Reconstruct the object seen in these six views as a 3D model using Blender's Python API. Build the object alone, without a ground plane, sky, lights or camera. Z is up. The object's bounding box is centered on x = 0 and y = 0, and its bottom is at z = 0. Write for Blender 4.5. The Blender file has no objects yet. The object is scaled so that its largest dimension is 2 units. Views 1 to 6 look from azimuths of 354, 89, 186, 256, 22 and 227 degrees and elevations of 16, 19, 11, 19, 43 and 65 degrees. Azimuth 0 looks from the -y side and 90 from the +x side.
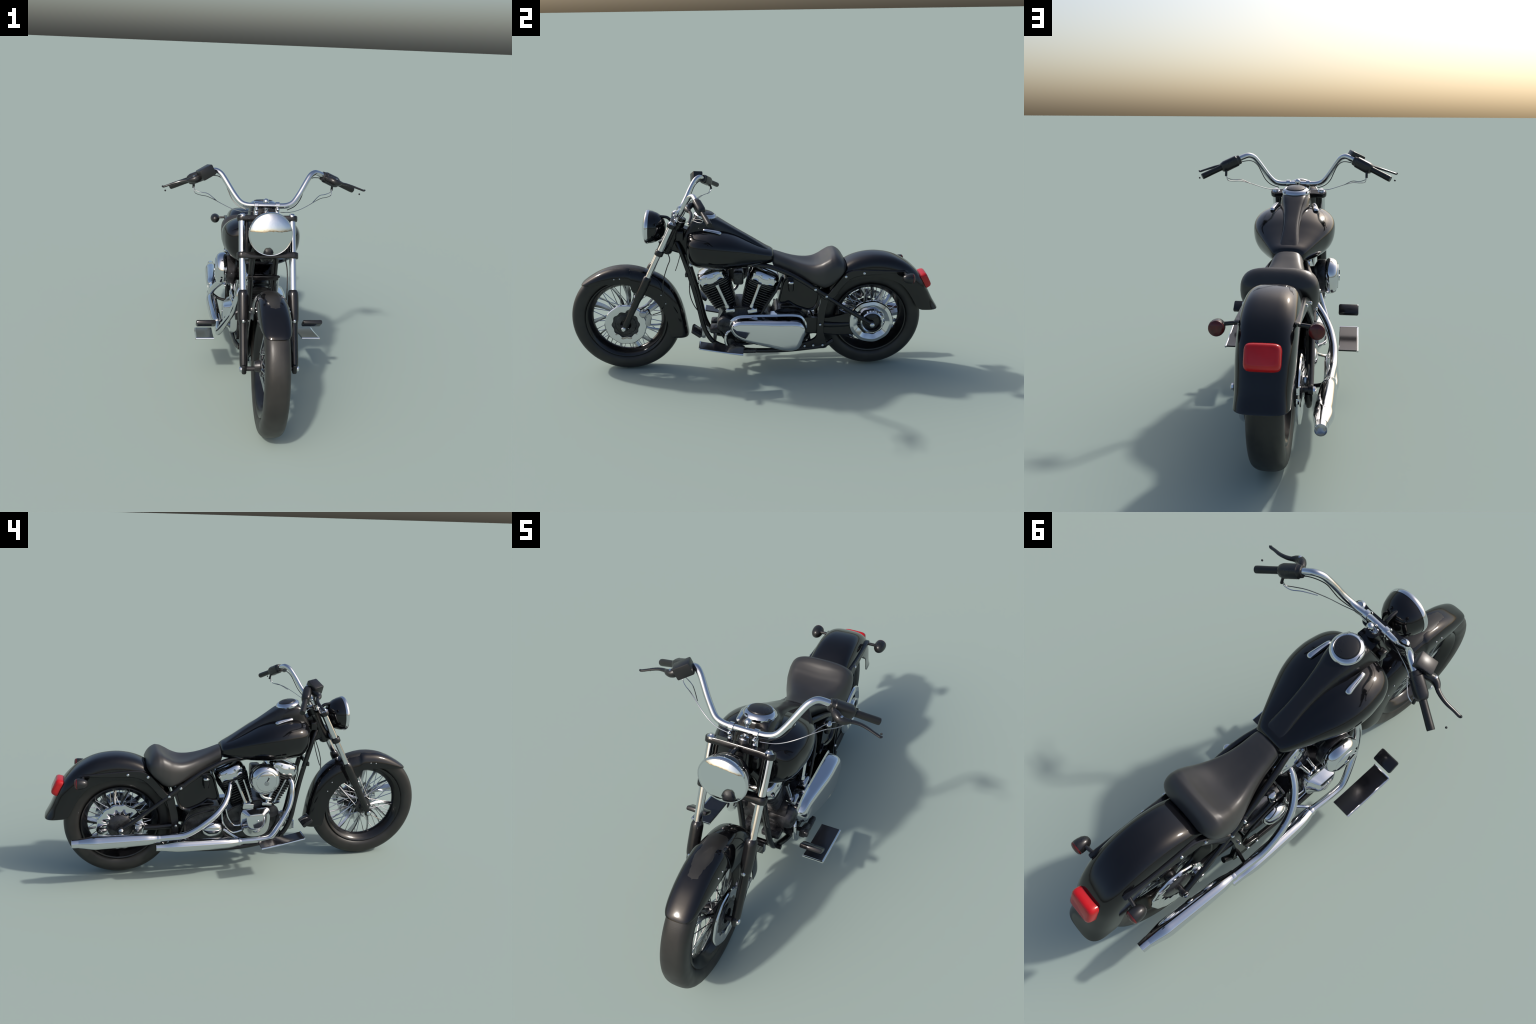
import bpy, bmesh, math, random
from mathutils import Vector, Matrix
from math import sin, cos, pi, radians

random.seed(7)
COL = bpy.context.scene.collection

# ------------------------------------------------------------------ materials
def material(name, color, rough, metal=0.0, spec=0.5, coat=0.0, noise=None, bump=0.0, bump_scale=300.0,
             rough_var=0.0, rough_scale=20.0, color2=None):
    m = bpy.data.materials.new(name)
    m.use_nodes = True
    nt = m.node_tree
    b = nt.nodes["Principled BSDF"]
    b.inputs["Base Color"].default_value = (*color, 1)
    b.inputs["Roughness"].default_value = rough
    b.inputs["Metallic"].default_value = metal
    b.inputs["Specular IOR Level"].default_value = spec
    b.inputs["Coat Weight"].default_value = coat
    b.inputs["Coat Roughness"].default_value = 0.05
    tc = nt.nodes.new("ShaderNodeTexCoord")
    if color2 is not None:
        n = nt.nodes.new("ShaderNodeTexNoise")
        n.inputs["Scale"].default_value = noise or 12.0
        n.inputs["Detail"].default_value = 5
        r = nt.nodes.new("ShaderNodeValToRGB")
        r.color_ramp.elements[0].position = 0.35
        r.color_ramp.elements[1].position = 0.68
        r.color_ramp.elements[0].color = (*color, 1)
        r.color_ramp.elements[1].color = (*color2, 1)
        nt.links.new(tc.outputs["Object"], n.inputs["Vector"])
        nt.links.new(n.outputs["Fac"], r.inputs["Fac"])
        nt.links.new(r.outputs["Color"], b.inputs["Base Color"])
    if rough_var:
        n = nt.nodes.new("ShaderNodeTexNoise")
        n.inputs["Scale"].default_value = rough_scale
        n.inputs["Detail"].default_value = 4
        mr = nt.nodes.new("ShaderNodeMapRange")
        mr.inputs["From Min"].default_value = 0.3
        mr.inputs["From Max"].default_value = 0.7
        mr.inputs["To Min"].default_value = max(0.0, rough - rough_var)
        mr.inputs["To Max"].default_value = rough + rough_var
        nt.links.new(tc.outputs["Object"], n.inputs["Vector"])
        nt.links.new(n.outputs["Fac"], mr.inputs["Value"])
        nt.links.new(mr.outputs["Result"], b.inputs["Roughness"])
    if bump:
        n = nt.nodes.new("ShaderNodeTexNoise")
        n.inputs["Scale"].default_value = bump_scale
        n.inputs["Detail"].default_value = 3
        bp = nt.nodes.new("ShaderNodeBump")
        bp.inputs["Strength"].default_value = bump
        bp.inputs["Distance"].default_value = 0.002
        nt.links.new(tc.outputs["Object"], n.inputs["Vector"])
        nt.links.new(n.outputs["Fac"], bp.inputs["Height"])
        nt.links.new(bp.outputs["Normal"], b.inputs["Normal"])
    return m

M_PAINT = material("black_paint", (0.005, 0.005, 0.006), 0.10, spec=0.5, rough_var=0.03)
M_CONSOLE = material("satin_black_paint", (0.010, 0.010, 0.011), 0.24, spec=0.5, rough_var=0.03)
M_FRAME = material("black_frame_enamel", (0.009, 0.009, 0.010), 0.22, rough_var=0.05)
M_RUBBER = material("tyre_rubber", (0.018, 0.017, 0.016), 0.42, spec=0.42, color2=(0.026, 0.025, 0.023), bump=0.15, rough_var=0.06)
M_GRIP = material("grip_rubber", (0.013, 0.013, 0.013), 0.38, spec=0.4)
M_LEATHER = material("seat_leather", (0.031, 0.030, 0.030), 0.36, spec=0.5, color2=(0.038, 0.037, 0.036), bump=0.12, bump_scale=420)  # base colour lifted slightly to carry the soft sun sheen on the seat
M_CHROME = material("chrome", (0.66, 0.67, 0.69), 0.10, metal=1.0, rough_var=0.04, rough_scale=9)
M_LENS = material("headlight_glass", (0.76, 0.78, 0.79), 0.04, metal=1.0, bump=0.25, bump_scale=28)
M_STEEL = material("spoke_steel", (0.52, 0.53, 0.55), 0.20, metal=1.0, color2=(0.34, 0.34, 0.36), rough_var=0.06)
M_FIN = material("cylinder_black", (0.022, 0.022, 0.023), 0.30, metal=0.2, rough_var=0.08, color2=(0.060, 0.060, 0.062), noise=30)
M_CASE = material("crankcase_dark_metal", (0.020, 0.020, 0.022), 0.28, metal=0.35, rough_var=0.08, color2=(0.055, 0.055, 0.06), noise=25)
M_PLASTIC = material("black_plastic", (0.014, 0.014, 0.015), 0.30, rough_var=0.05)
M_BOARD = material("footboard_black", (0.010, 0.010, 0.012), 0.14)
M_PEDAL = material("pedal_polished_black", (0.030, 0.030, 0.033), 0.16, metal=0.5, rough_var=0.05)
M_RED = material("red_lens", (0.50, 0.007, 0.010), 0.14, spec=0.5, color2=(0.58, 0.010, 0.013))
M_DARKRED = material("dark_red_lens", (0.11, 0.010, 0.010), 0.22, color2=(0.05, 0.010, 0.010), noise=40)
M_RIM = material("black_rim", (0.007, 0.007, 0.008), 0.20)

# ------------------------------------------------------------------ helpers
def finish(name, bm, mat, parent, angle=35, loc=None, rot=None, stuff=False):
    bmesh.ops.remove_doubles(bm, verts=bm.verts, dist=1e-6)
    bmesh.ops.recalc_face_normals(bm, faces=bm.faces)
    me = bpy.data.meshes.new(name)
    bm.to_mesh(me)
    bm.free()
    for p in me.polygons:
        p.use_smooth = True
    if angle < 180:
        me.set_sharp_from_angle(angle=radians(angle))
    me.materials.append(mat)
    return place(name, me, parent, loc, rot, stuff)

def place(name, me, parent, loc=None, rot=None, stuff=False):
    o = bpy.data.objects.new(name, me)
    COL.objects.link(o)
    if parent is not None:
        o.parent = parent
        pl = Vector(parent.get("_w", (0, 0, 0)))
    else:
        pl = Vector((0, 0, 0))
    w = Vector(loc) if loc is not None else Vector((0, 0, 0))
    o.location = w - pl
    o["_w"] = tuple(w)
    if rot is not None:
        if isinstance(rot, Matrix):
            o.rotation_euler = rot.to_euler()
        else:
            o.rotation_euler = rot
    if stuff:
        o["kind"] = "stuff"
    return o

def interp(tab, t):
    """piecewise smooth (Catmull-Rom) table lookup; tab rows = (t, v0, v1, ...)"""
    if t <= tab[0][0]:
        return list(tab[0][1:])
    if t >= tab[-1][0]:
        return list(tab[-1][1:])
    for i in range(len(tab) - 1):
        if tab[i][0] <= t <= tab[i + 1][0]:
            break
    a, b = tab[i], tab[i + 1]
    h = b[0] - a[0]
    u = (t - a[0]) / h
    p, n = tab[max(i - 1, 0)], tab[min(i + 2, len(tab) - 1)]
    out = []
    for k in range(1, len(a)):
        ma = (b[k] - p[k]) / (b[0] - p[0]) * h
        mb = (n[k] - a[k]) / (n[0] - a[0]) * h
        s = (b[k] - a[k])
        if s == 0:
            ma = mb = 0
        u2, u3 = u * u, u * u * u
        out.append((2*u3 - 3*u2 + 1)*a[k] + (u3 - 2*u2 + u)*ma + (-2*u3 + 3*u2)*b[k] + (u3 - u2)*mb)
    return out

def spline(pts, sub=6, closed=False):
    """Catmull-Rom through rows of any dimension"""
    n = len(pts)
    out = []
    segs = n if closed else n - 1
    for i in range(segs):
        if closed:
            p0, p1, p2, p3 = (pts[(i + k - 1) % n] for k in range(4))
        else:
            p0, p1, p2, p3 = pts[max(i-1, 0)], pts[i], pts[i+1], pts[min(i+2, n-1)]
        for j in range(sub):
            t = j / sub
            out.append(tuple(0.5 * (2*b + (c - a)*t + (2*a - 5*b + 4*c - d)*t*t + (3*b - a - 3*c + d)*t**3)
                             for a, b, c, d in zip(p0, p1, p2, p3)))
    if not closed:
        out.append(tuple(pts[-1]))
    return out

def bm_loft(bm, rings, closed=True, caps=True):
    vs = [[bm.verts.new(p) for p in r] for r in rings]
    for a, b in zip(vs, vs[1:]):
        n = len(a)
        for i in range(n if closed else n - 1):
            j = (i + 1) % n
            bm.faces.new((a[i], a[j], b[j], b[i]))
    if caps and closed:
        for r in (vs[0], vs[-1]):
            try:
                bm.faces.new(r)
            except ValueError:
                pass
    return vs

def bm_tube(bm, pts, rad, seg=12, sub=6, caps=True, flat=1.0):
    """sweep; pts (x,y,z) ; rad number or list"""
    if not isinstance(rad, (list, tuple)):
        rad = [rad] * len(pts)
    rows = [(*p, r) for p, r in zip(pts, rad)]
    if sub > 1 and len(rows) > 2:
        rows = spline(rows, sub)
    P = [Vector(r[:3]) for r in rows]
    R = [r[3] for r in rows]
    n = len(P)
    T = [(P[min(i+1, n-1)] - P[max(i-1, 0)]).normalized() for i in range(n)]
    up = Vector((0, 0, 1)) if abs(T[0].z) < 0.9 else Vector((0, 1, 0))
    N = T[0].cross(up).normalized()
    rings = []
    for i in range(n):
        N = (N - T[i] * N.dot(T[i])).normalized()
        Bn = T[i].cross(N)
        rings.append([P[i] + (N * cos(2*pi*k/seg) + Bn * sin(2*pi*k/seg) * flat) * R[i] for k in range(seg)])
    bm_loft(bm, rings, True, caps)

def axis_frame(axis):
    a = Vector(axis).normalized()
    u = Vector((0, 0, 1)) if abs(a.z) < 0.9 else Vector((0, 1, 0))
    e1 = u.cross(a).normalized()
    e2 = a.cross(e1)
    return a, e1, e2

def bm_lathe(bm, prof, center, axis, seg=32, wave=None):
    """prof rows (radius, height along axis)"""
    a, e1, e2 = axis_frame(axis)
    c = Vector(center)
    rings = []
    for r, h in prof:
        ring = []
        for k in range(seg):
            t = 2*pi*k/seg
            rr = max(r, 1e-5)
            if wave:
                rr = wave(rr, h, t)
            ring.append(c + a*h + (e1*cos(t) + e2*sin(t)) * rr)
        rings.append(ring)
    ring_closed = prof[0] == prof[-1]
    bm_loft(bm, rings, True, not ring_closed)

def bm_box(bm, center, size, bevel=0.0, rot=None, segs=2):
    m = Matrix.Translation(Vector(center))
    if rot is not None:
        m = m @ (rot.to_4x4() if isinstance(rot, Matrix) else rot)
    g = bmesh.ops.create_cube(bm, size=1.0)
    bmesh.ops.scale(bm, vec=size, verts=g["verts"])
    if bevel:
        es = list({e for v in g["verts"] for e in v.link_edges})
        r = bmesh.ops.bevel(bm, geom=es, offset=bevel, segments=segs, profile=0.5, affect='EDGES')
        vs = list({v for f in r["faces"] for v in f.verts})
    else:
        vs = g["verts"]
    # connected set
    todo, seen = list(vs), set(vs)
    while todo:
        v = todo.pop()
        for e in v.link_edges:
            w = e.other_vert(v)
            if w not in seen:
                seen.add(w); todo.append(w)
    bmesh.ops.transform(bm, matrix=m, verts=list(seen))

def bm_plate(bm, outline, x0, x1, bevel=0.003, steps=3):
    """(y,z) outline extruded along x with rounded rims (shrinks towards centroid)"""
    cy = sum(p[0] for p in outline)/len(outline)
    cz = sum(p[1] for p in outline)/len(outline)
    rmean = sum(math.hypot(p[0]-cy, p[1]-cz) for p in outline)/len(outline)
    def ring(x, off):
        s = 1 - off/rmean
        return [(x, cy + (p[0]-cy)*s, cz + (p[1]-cz)*s) for p in outline]
    sg = 1 if x1 > x0 else -1
    rings = []
    for i in range(steps + 1):
        a = pi/2*i/steps
        rings.append(ring(x0 + sg*bevel*(1 - sin(a)), bevel*(1 - cos(a)) if False else bevel*(cos(a))))
    for i in range(steps + 1):
        a = pi/2*(steps - i)/steps
        rings.append(ring(x1 - sg*bevel*(1 - sin(a)), bevel*cos(a)))
    bm_loft(bm, rings, True, True)

def bm_sphere(bm, center, r, seg=12, scale=(1, 1, 1)):
    m = Matrix.Translation(Vector(center)) @ Matrix.Diagonal((*scale, 1))
    bmesh.ops.create_uvsphere(bm, u_segments=seg, v_segments=max(6, seg*2//3), radius=r, matrix=m)

def tube(name, pts, rad, mat, parent, seg=12, sub=6, flat=1.0, **k):
    bm = bmesh.new(); bm_tube(bm, pts, rad, seg, sub, True, flat)
    return finish(name, bm, mat, parent, **k)

def lathe(name, prof, center, axis, mat, parent, seg=32, wave=None, **k):
    bm = bmesh.new(); bm_lathe(bm, prof, center, axis, seg, wave)
    return finish(name, bm, mat, parent, **k)

def box(name, center, size, mat, parent, bevel=0.003, rot=None, **k):
    bm = bmesh.new(); bm_box(bm, center, size, bevel, rot)
    return finish(name, bm, mat, parent, **k)

def plate(name, outline, x0, x1, mat, parent, bevel=0.003, **k):
    bm = bmesh.new(); bm_plate(bm, outline, x0, x1, bevel)
    return finish(name, bm, mat, parent, **k)

def mir(p, s):
    return (p[0]*s, p[1], p[2])

def spow(v, e):
    return math.copysign(abs(v)**e, v)

# ------------------------------------------------------------------ root
bike = bpy.data.objects.new("motorcycle", None)
COL.objects.link(bike)
bike["label"] = "black cruiser motorcycle with chrome exhaust and wide handlebars"
bike["category"] = "motorcycle"

# bolt shared mesh (axis +x)
bm = bmesh.new()
bm_lathe(bm, [(0.0, 0.0), (0.0085, 0.0), (0.0085, 0.004), (0.0072, 0.0075), (0.004, 0.0095), (0.0, 0.0102)], (0, 0, 0), (1, 0, 0), 12)
BOLT = finish("bolt_template", bm, M_CHROME, None).data
bpy.data.objects.remove(bpy.data.objects["bolt_template"])

def bolt(parent, p, side=1, scale=1.0, rot=None):
    o = place("bolt", BOLT, parent, p, rot if rot is not None else (0, 0, 0 if side > 0 else pi))
    o.scale = (scale,)*3
    return o

# ------------------------------------------------------------------ wheels
def wheel(cy, cz, r_out, r_rim, hw, hubz, nspoke, seed, blades):
    C = Vector((0, cy, cz))
    H = Vector((0, cy, hubz))
    bm = bmesh.new()
    bm_lathe(bm, [(0.0, -0.062), (0.020, -0.062), (0.024, -0.05), (0.026, -0.040), (0.042, -0.038), (0.044, -0.033), (0.040, -0.028),
                  (0.026, -0.022), (0.024, 0.0), (0.026, 0.022), (0.040, 0.028), (0.044, 0.033), (0.042, 0.038), (0.026, 0.040),
                  (0.024, 0.05), (0.020, 0.062), (0.0, 0.062)], H, (1, 0, 0), 32)
    hub = finish("wheel", bm, M_CASE, bike)
    # tyre: rounded-square section
    r_in = r_rim + 0.026
    t = r_out - r_in
    rc = r_out - t*0.5
    rings = []
    NS, NP = 96, 32
    for i in range(NS):
        a = 2*pi*i/NS
        ring = []
        for k in range(NP):
            b = 2*pi*k/NP
            rr = rc + spow(cos(b), 0.80)*t*0.5
            x = spow(sin(b), 0.66)*hw
            ring.append((x, cy + rr*sin(a), cz + rr*cos(a)))
        rings.append(ring)
    bm = bmesh.new()
    vs = bm_loft(bm, rings + [rings[0]], True, False)
    finish("tyre", bm, M_RUBBER, hub, angle=180)
    # rim: black funnel from both beads down to the narrow spoke well
    e = hw - 0.008
    lathe("rim", [(r_rim + 0.034, -e + 0.004), (r_rim + 0.030, -e - 0.001), (r_rim + 0.024, -e + 0.001), (r_rim + 0.014, -e*0.70), (r_rim + 0.003, -e*0.40), (r_rim - 0.003, -e*0.18), (r_rim - 0.004, 0.0),
                  (r_rim - 0.003, e*0.18), (r_rim + 0.003, e*0.40), (r_rim + 0.014, e*0.70), (r_rim + 0.024, e - 0.001), (r_rim + 0.030, e + 0.001), (r_rim + 0.034, e - 0.004), (r_rim + 0.034, -e + 0.004)],
          C, (1, 0, 0), M_RIM, hub, seg=96)
    # spokes : crossed, alternating flange; placed singly, two shared meshes
    rnd = random.Random(seed)
    L = r_rim - 0.004
    meshes = []
    for side in (1, -1):
        for lean in (1, -1):
            bm = bmesh.new()
            bm_tube(bm, [(0.034*side, 0.030*lean, 0.028), (0.004*side, -0.006*lean, L)], 0.0022, 6, 1)
            o = finish("spoke_template", bm, M_STEEL, None)
            meshes.append(o.data)
            bpy.data.objects.remove(o)
    for i in range(nspoke):
        a = 2*pi*i/nspoke + rnd.uniform(-0.04, 0.04)
        place("spoke", meshes[i % 4], hub, C, (a, 0, 0))
    # broad flattened spokes
    for (ang, w0, w1, tilt, r0, r1) in blades:
        bm = bmesh.new()
        rows = []
        for j in range(7):
            u = j/6
            r = r0 + (r1 - r0)*u
            w = w0 + (w1 - w0)*u
            x = 0.036*(1 - u)*tilt
            z = r
            y = 0.012*sin(u*pi)
            th = 0.0022
            rows.append([(x - th, y - w/2, z), (x + 0.6*w*0.3, y, z), (x + th, y + w/2, z), (x - 0.6*w*0.3 - th, y, z)])
        bm_loft(bm, rows, True, True)
        finish("spoke_blade", bm, M_STEEL, hub, loc=C, rot=(ang, 0, 0), angle=30)
    return hub, C, H

def disc(parent, center, r0, r1, th, waves, mat, side, cone=0.006, seg=120, amp=0.005):
    cx, cy, cz = center
    def w(r, h, t):
        q = (cos(waves*t))
        sq = math.copysign(abs(q)**0.8, q)
        if r > (r0 + r1)/2:
            return r + 0.4*amp*sq
        return r + amp*sq
    lathe("brake_disc", [(r0, -th/2), (r0, th/2), (r0 + (r1-r0)*0.25, th/2 + cone*0.5), (r0 + (r1-r0)*0.55, th/2 + cone), (r1 - 0.004, th/2 + cone*0.6), (r1, th/2 - 0.001),
                         (r1, -th/2), (r0, -th/2)], center, (side, 0, 0), mat, parent, seg=seg, wave=w, angle=25)

def blade_set(n, seed, r1, w):
    q = random.Random(seed)
    out = []
    for i in range(n):
        a = 2*pi*(i + q.uniform(-0.42, 0.42))/n
        out.append((a, q.uniform(0.008, 0.022), w*q.uniform(0.25, 1.0)**1.3, q.choice((1, -1, 0.4, -0.4)), 0.045, r1))
    return out
FB = blade_set(15, 11, 0.186, 0.044)
RB = blade_set(14, 4, 0.162, 0.040)

fw, FC, FH = wheel(-0.701, 0.300, 0.2995, 0.190, 0.050, 0.288, 40, 3, FB)
rw, RC, RH = wheel(0.630, 0.287, 0.281, 0.166, 0.062, 0.283, 40, 5, RB)

# front brake disc + caliper
disc(fw, (0.066, -0.701, 0.283), 0.074, 0.114, 0.010, 10, M_CHROME, 1, cone=0.005, amp=0.003)
lathe("disc_carrier", [(0.030, -0.006), (0.076, -0.006), (0.078, -0.001), (0.058, 0.002), (0.054, 0.006), (0.048, 0.007), (0.030, 0.006), (0.030, -0.006)], (0.066, -0.701, 0.283), (1, 0, 0), M_CASE, fw, seg=32)
bm = bmesh.new()
bm_box(bm, (0.080, -0.590, 0.352), (0.034, 0.055, 0.040), 0.010, Matrix.Rotation(radians(20), 3, 'X'))
bm_lathe(bm, [(0.0, -0.002), (0.019, -0.002), (0.019, 0.012), (0.014, 0.016), (0.0, 0.017)], (0.094, -0.598, 0.356), (1, 0, 0), 20)
bm_lathe(bm, [(0.0, -0.002), (0.012, -0.002), (0.012, 0.010), (0.0, 0.012)], (0.094, -0.565, 0.345), (1, 0, 0), 16)
bm_box(bm, (0.080, -0.575, 0.312), (0.026, 0.030, 0.060), 0.008, Matrix.Rotation(radians(-10), 3, 'X'))
finish("brake_caliper", bm, M_STEEL, bike)
# rear: pulley cover on the left, brake disc on the right
disc(rw, (0.092, 0.630, 0.283), 0.074, 0.120, 0.010, 9, M_CHROME, 1, cone=0.012, amp=0.0022)
lathe("pulley_ring", [(0.050, -0.01), (0.050, 0.012), (0.055, 0.017), (0.061, 0.012), (0.061, -0.01), (0.050, -0.01)], (0.100, 0.633, 0.283), (1, 0, 0), M_CHROME, rw, seg=48)
lathe("pulley_hub", [(0.0, -0.02), (0.050, -0.02), (0.050, 0.000), (0.030, 0.010), (0.0, 0.012)], (0.100, 0.633, 0.283), (1, 0, 0), M_RIM, rw, seg=32)
disc(rw, (-0.092, 0.630, 0.283), 0.072, 0.121, 0.006, 14, M_CHROME, -1, cone=0.007)
lathe("disc_carrier", [(0.0, -0.016), (0.060, -0.016), (0.066, -0.004), (0.058, 0.004), (0.030, 0.010), (0.0, 0.012)], (-0.092, 0.630, 0.283), (-1, 0, 0), M_CASE, rw, seg=32)
bm = bmesh.new()
bm_box(bm, (-0.102, 0.545, 0.262), (0.040, 0.040, 0.075), 0.010, Matrix.Rotation(radians(8), 3, 'X'))
bm_box(bm, (-0.118, 0.546, 0.262), (0.016, 0.026, 0.055), 0.006, Matrix.Rotation(radians(8), 3, 'X'))
finish("brake_caliper", bm, M_STEEL, bike)

# ------------------------------------------------------------------ fenders
def fender(rows, p, lip, n=64, na=25, th=0.0035, tipround=None):
    """rows: ridge y,z ; skirt y,z ; half width"""
    rr = spline(rows, n//(len(rows)-1) + 1)
    N = len(rr)
    outer, inner = [], []
    for i, (oy, oz, sy, sz, hw) in enumerate(rr):
        ring, rin = [], []
        for k in range(na):
            a = -pi/2 + pi*k/(na-1)
            fx = spow(sin(a), p)
            fs = 1 - abs(cos(a))**p if abs(a) < pi/2 - 1e-6 else 1.0
            y = oy + (sy - oy)*fs
            z = oz + (sz - oz)*fs
            ring.append((fx*hw, y, z))
            d = Vector((0, sy - oy, sz - oz))
            dn = d.normalized()*th
            rin.append((fx*(hw - th), y + dn.y*(1 - fs), z + dn.z*(1 - fs)))
        outer.append(ring); inner.append(rin)
    bm = bmesh.new()
    vo = bm_loft(bm, outer, False, False)
    vi = bm_loft(bm, inner, False, False)
    for k in range(na - 1):
        bm.faces.new((vo[0][k], vo[0][k+1], vi[0][k+1], vi[0][k]))
        bm.faces.new((vo[-1][k], vo[-1][k+1], vi[-1][k+1], vi[-1][k]))
    for i in range(N - 1):
        bm.faces.new((vo[i][0], vo[i+1][0], vi[i+1][0], vi[i][0]))
        bm.faces.new((vo[i][-1], vo[i+1][-1], vi[i+1][-1], vi[i][-1]))
    return finish("fender", bm, M_PAINT, bike, angle=40)

ff = fender([(-0.932, 0.503, -0.900, 0.503, 0.048), (-0.922, 0.515, -0.875, 0.506, 0.056), (-0.885, 0.541, -0.84, 0.510, 0.062), (-0.83, 0.571, -0.79, 0.513, 0.066),
             (-0.765, 0.592, -0.73, 0.516, 0.068), (-0.70, 0.598, -0.685, 0.514, 0.069), (-0.672, 0.597, -0.664, 0.508, 0.069), (-0.655, 0.594, -0.652, 0.472, 0.069), (-0.62, 0.587, -0.632, 0.464, 0.069), (-0.56, 0.567, -0.590, 0.452, 0.069),
             (-0.50, 0.535, -0.548, 0.430, 0.069), (-0.452, 0.488, -0.512, 0.385, 0.069), (-0.415, 0.425, -0.487, 0.335, 0.069), (-0.39, 0.35, -0.472, 0.282, 0.069),
             (-0.375, 0.27, -0.464, 0.235, 0.068), (-0.366, 0.205, -0.455, 0.200, 0.065), (-0.368, 0.190, -0.440, 0.192, 0.059)], 0.68, 0)
rf = fender([(0.345, 0.33, 0.375, 0.34, 0.088), (0.362, 0.42, 0.405, 0.405, 0.092), (0.402, 0.512, 0.435, 0.460, 0.095), (0.455, 0.577, 0.475, 0.505, 0.097),
             (0.52, 0.621, 0.535, 0.528, 0.098), (0.59, 0.643, 0.60, 0.538, 0.098), (0.66, 0.648, 0.66, 0.538, 0.098), (0.735, 0.637, 0.725, 0.524, 0.098),
             (0.80, 0.610, 0.778, 0.500, 0.098), (0.855, 0.573, 0.815, 0.465, 0.097), (0.905, 0.519, 0.845, 0.420, 0.095), (0.942, 0.449, 0.868, 0.378, 0.092),
             (0.972, 0.388, 0.882, 0.356, 0.090), (0.997, 0.345, 0.895, 0.346, 0.090), (1.000, 0.338, 0.91, 0.341, 0.089)], 0.58, 0)

# fender mount brackets behind the fork legs
for s in (1, -1):
    for (y, z) in ((-0.745, 0.545), (-0.715, 0.548), (-0.50, 0.45), (-0.478, 0.40)):
        bolt(ff, (0.066*s, y, z), s, 0.42)

# ------------------------------------------------------------------ fork
def on_fork(z):
    return -0.4405 + (z - 0.80)*0.505
FORKX = 0.108
for s in (1, -1):
    x = FORKX*s
    leg = tube("fork_leg", [(x*0.98, on_fork(z), z) for z in (0.570, 0.558, 0.535, 0.48, 0.455, 0.44, 0.37, 0.30, 0.272)],
               [0.0170, 0.0225, 0.0235, 0.0232, 0.0215, 0.0185, 0.0175, 0.0170, 0.0130], M_FRAME, bike, seg=18, sub=4, flat=1.0)
    tube("fork_tube", [(x, on_fork(0.70), 0.70), (x*0.99, on_fork(0.555), 0.555)], 0.0148, M_CHROME, leg, seg=20, sub=1)
    tube("fork_cover", [(x, on_fork(0.842), 0.842), (x, on_fork(0.715), 0.715)], 0.0155, M_CHROME, leg, seg=20, sub=1)
    tube("inner_stay", [(x*0.82, on_fork(0.842) + 0.008, 0.842), (x*0.82, on_fork(0.70) + 0.008, 0.70)], 0.006, M_FRAME, leg, seg=10, sub=1)
    bm = bmesh.new()
    bm_lathe(bm, [(0.0, 0.0), (0.0125, 0.0), (0.0125, 0.007), (0.009, 0.011), (0.0, 0.0125)], (0.113*s, -0.706, 0.277), (s, 0, 0), 16)
    finish("axle_nut", bm, M_CHROME, leg)
    bolt(leg, (0.106*s, on_fork(0.46) - 0.018, 0.460), s, 1.0, Matrix.Rotation(-pi/2, 3, 'Z'))
    box("axle_clamp", (0.105*s, -0.706, 0.279), (0.020, 0.036, 0.040), M_FRAME, leg, bevel=0.007)
tube("wheel_axle", [(-0.118, -0.706, 0.279), (0.118, -0.706, 0.279)], 0.010, M_CASE, bike, seg=14, sub=1)

def clamp_bar(name, y, z, hw, depth, h, tilt):
    outl = []
    n = 10
    e = depth*0.5
    pts = [(-hw + e*0.9, 0, 1.0), (-0.07, 0, 0.80), (0, 0, 0.85), (0.07, 0, 0.80), (hw - e*0.9, 0, 1.0)]
    ring = []
    for k in range(n + 1):
        a = -pi/2 + pi*k/n
        ring.append((hw - e*0.9 + e*0.9*cos(a), e*sin(a)))
    ring += [(0.075, e*0.8), (-0.075, e*0.8)]
    for k in range(n + 1):
        a = pi/2 + pi*k/n
        ring.append((-hw + e*0.9 + e*0.9*cos(a), e*sin(a)))
    ring += [(-0.075, -e*0.8), (0.075, -e*0.8)]
    bm = bmesh.new()
    rings = []
    R = Matrix.Rotation(radians(tilt), 3, 'X')
    for zz, sc in ((-h/2, 0.90), (-h/2 + 0.003, 0.99), (h/2 - 0.003, 1.0), (h/2, 0.92)):
        rr = []
        for (a, b) in ring:
            v = R @ Vector((a*(1 - (1 - sc)*0.15), b*sc, zz))
            rr.append((v.x, v.y + y, v.z + z))
        rings.append(rr)
    bm_loft(bm, rings, True, True)
    return finish(name, bm, M_FRAME, bike, angle=40)

yoke = clamp_bar("fork_yoke", -0.419, 0.847, 0.131, 0.046, 0.022, -25)
yoke2 = clamp_bar("fork_yoke", -0.490, 0.702, 0.132, 0.046, 0.026, -25)
FA = Vector((0, -0.4278, -0.9039))   # fork axis pointing down
for s in (1, -1):
    lathe("cap_bolt", [(0.0, -0.004), (0.0175, -0.004), (0.0175, 0.003), (0.012, 0.007), (0.010, 0.012), (0.0, 0.0125)], (0.107*s, -0.421, 0.857), tuple(-FA), M_CHROME, yoke, seg=16)
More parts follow.
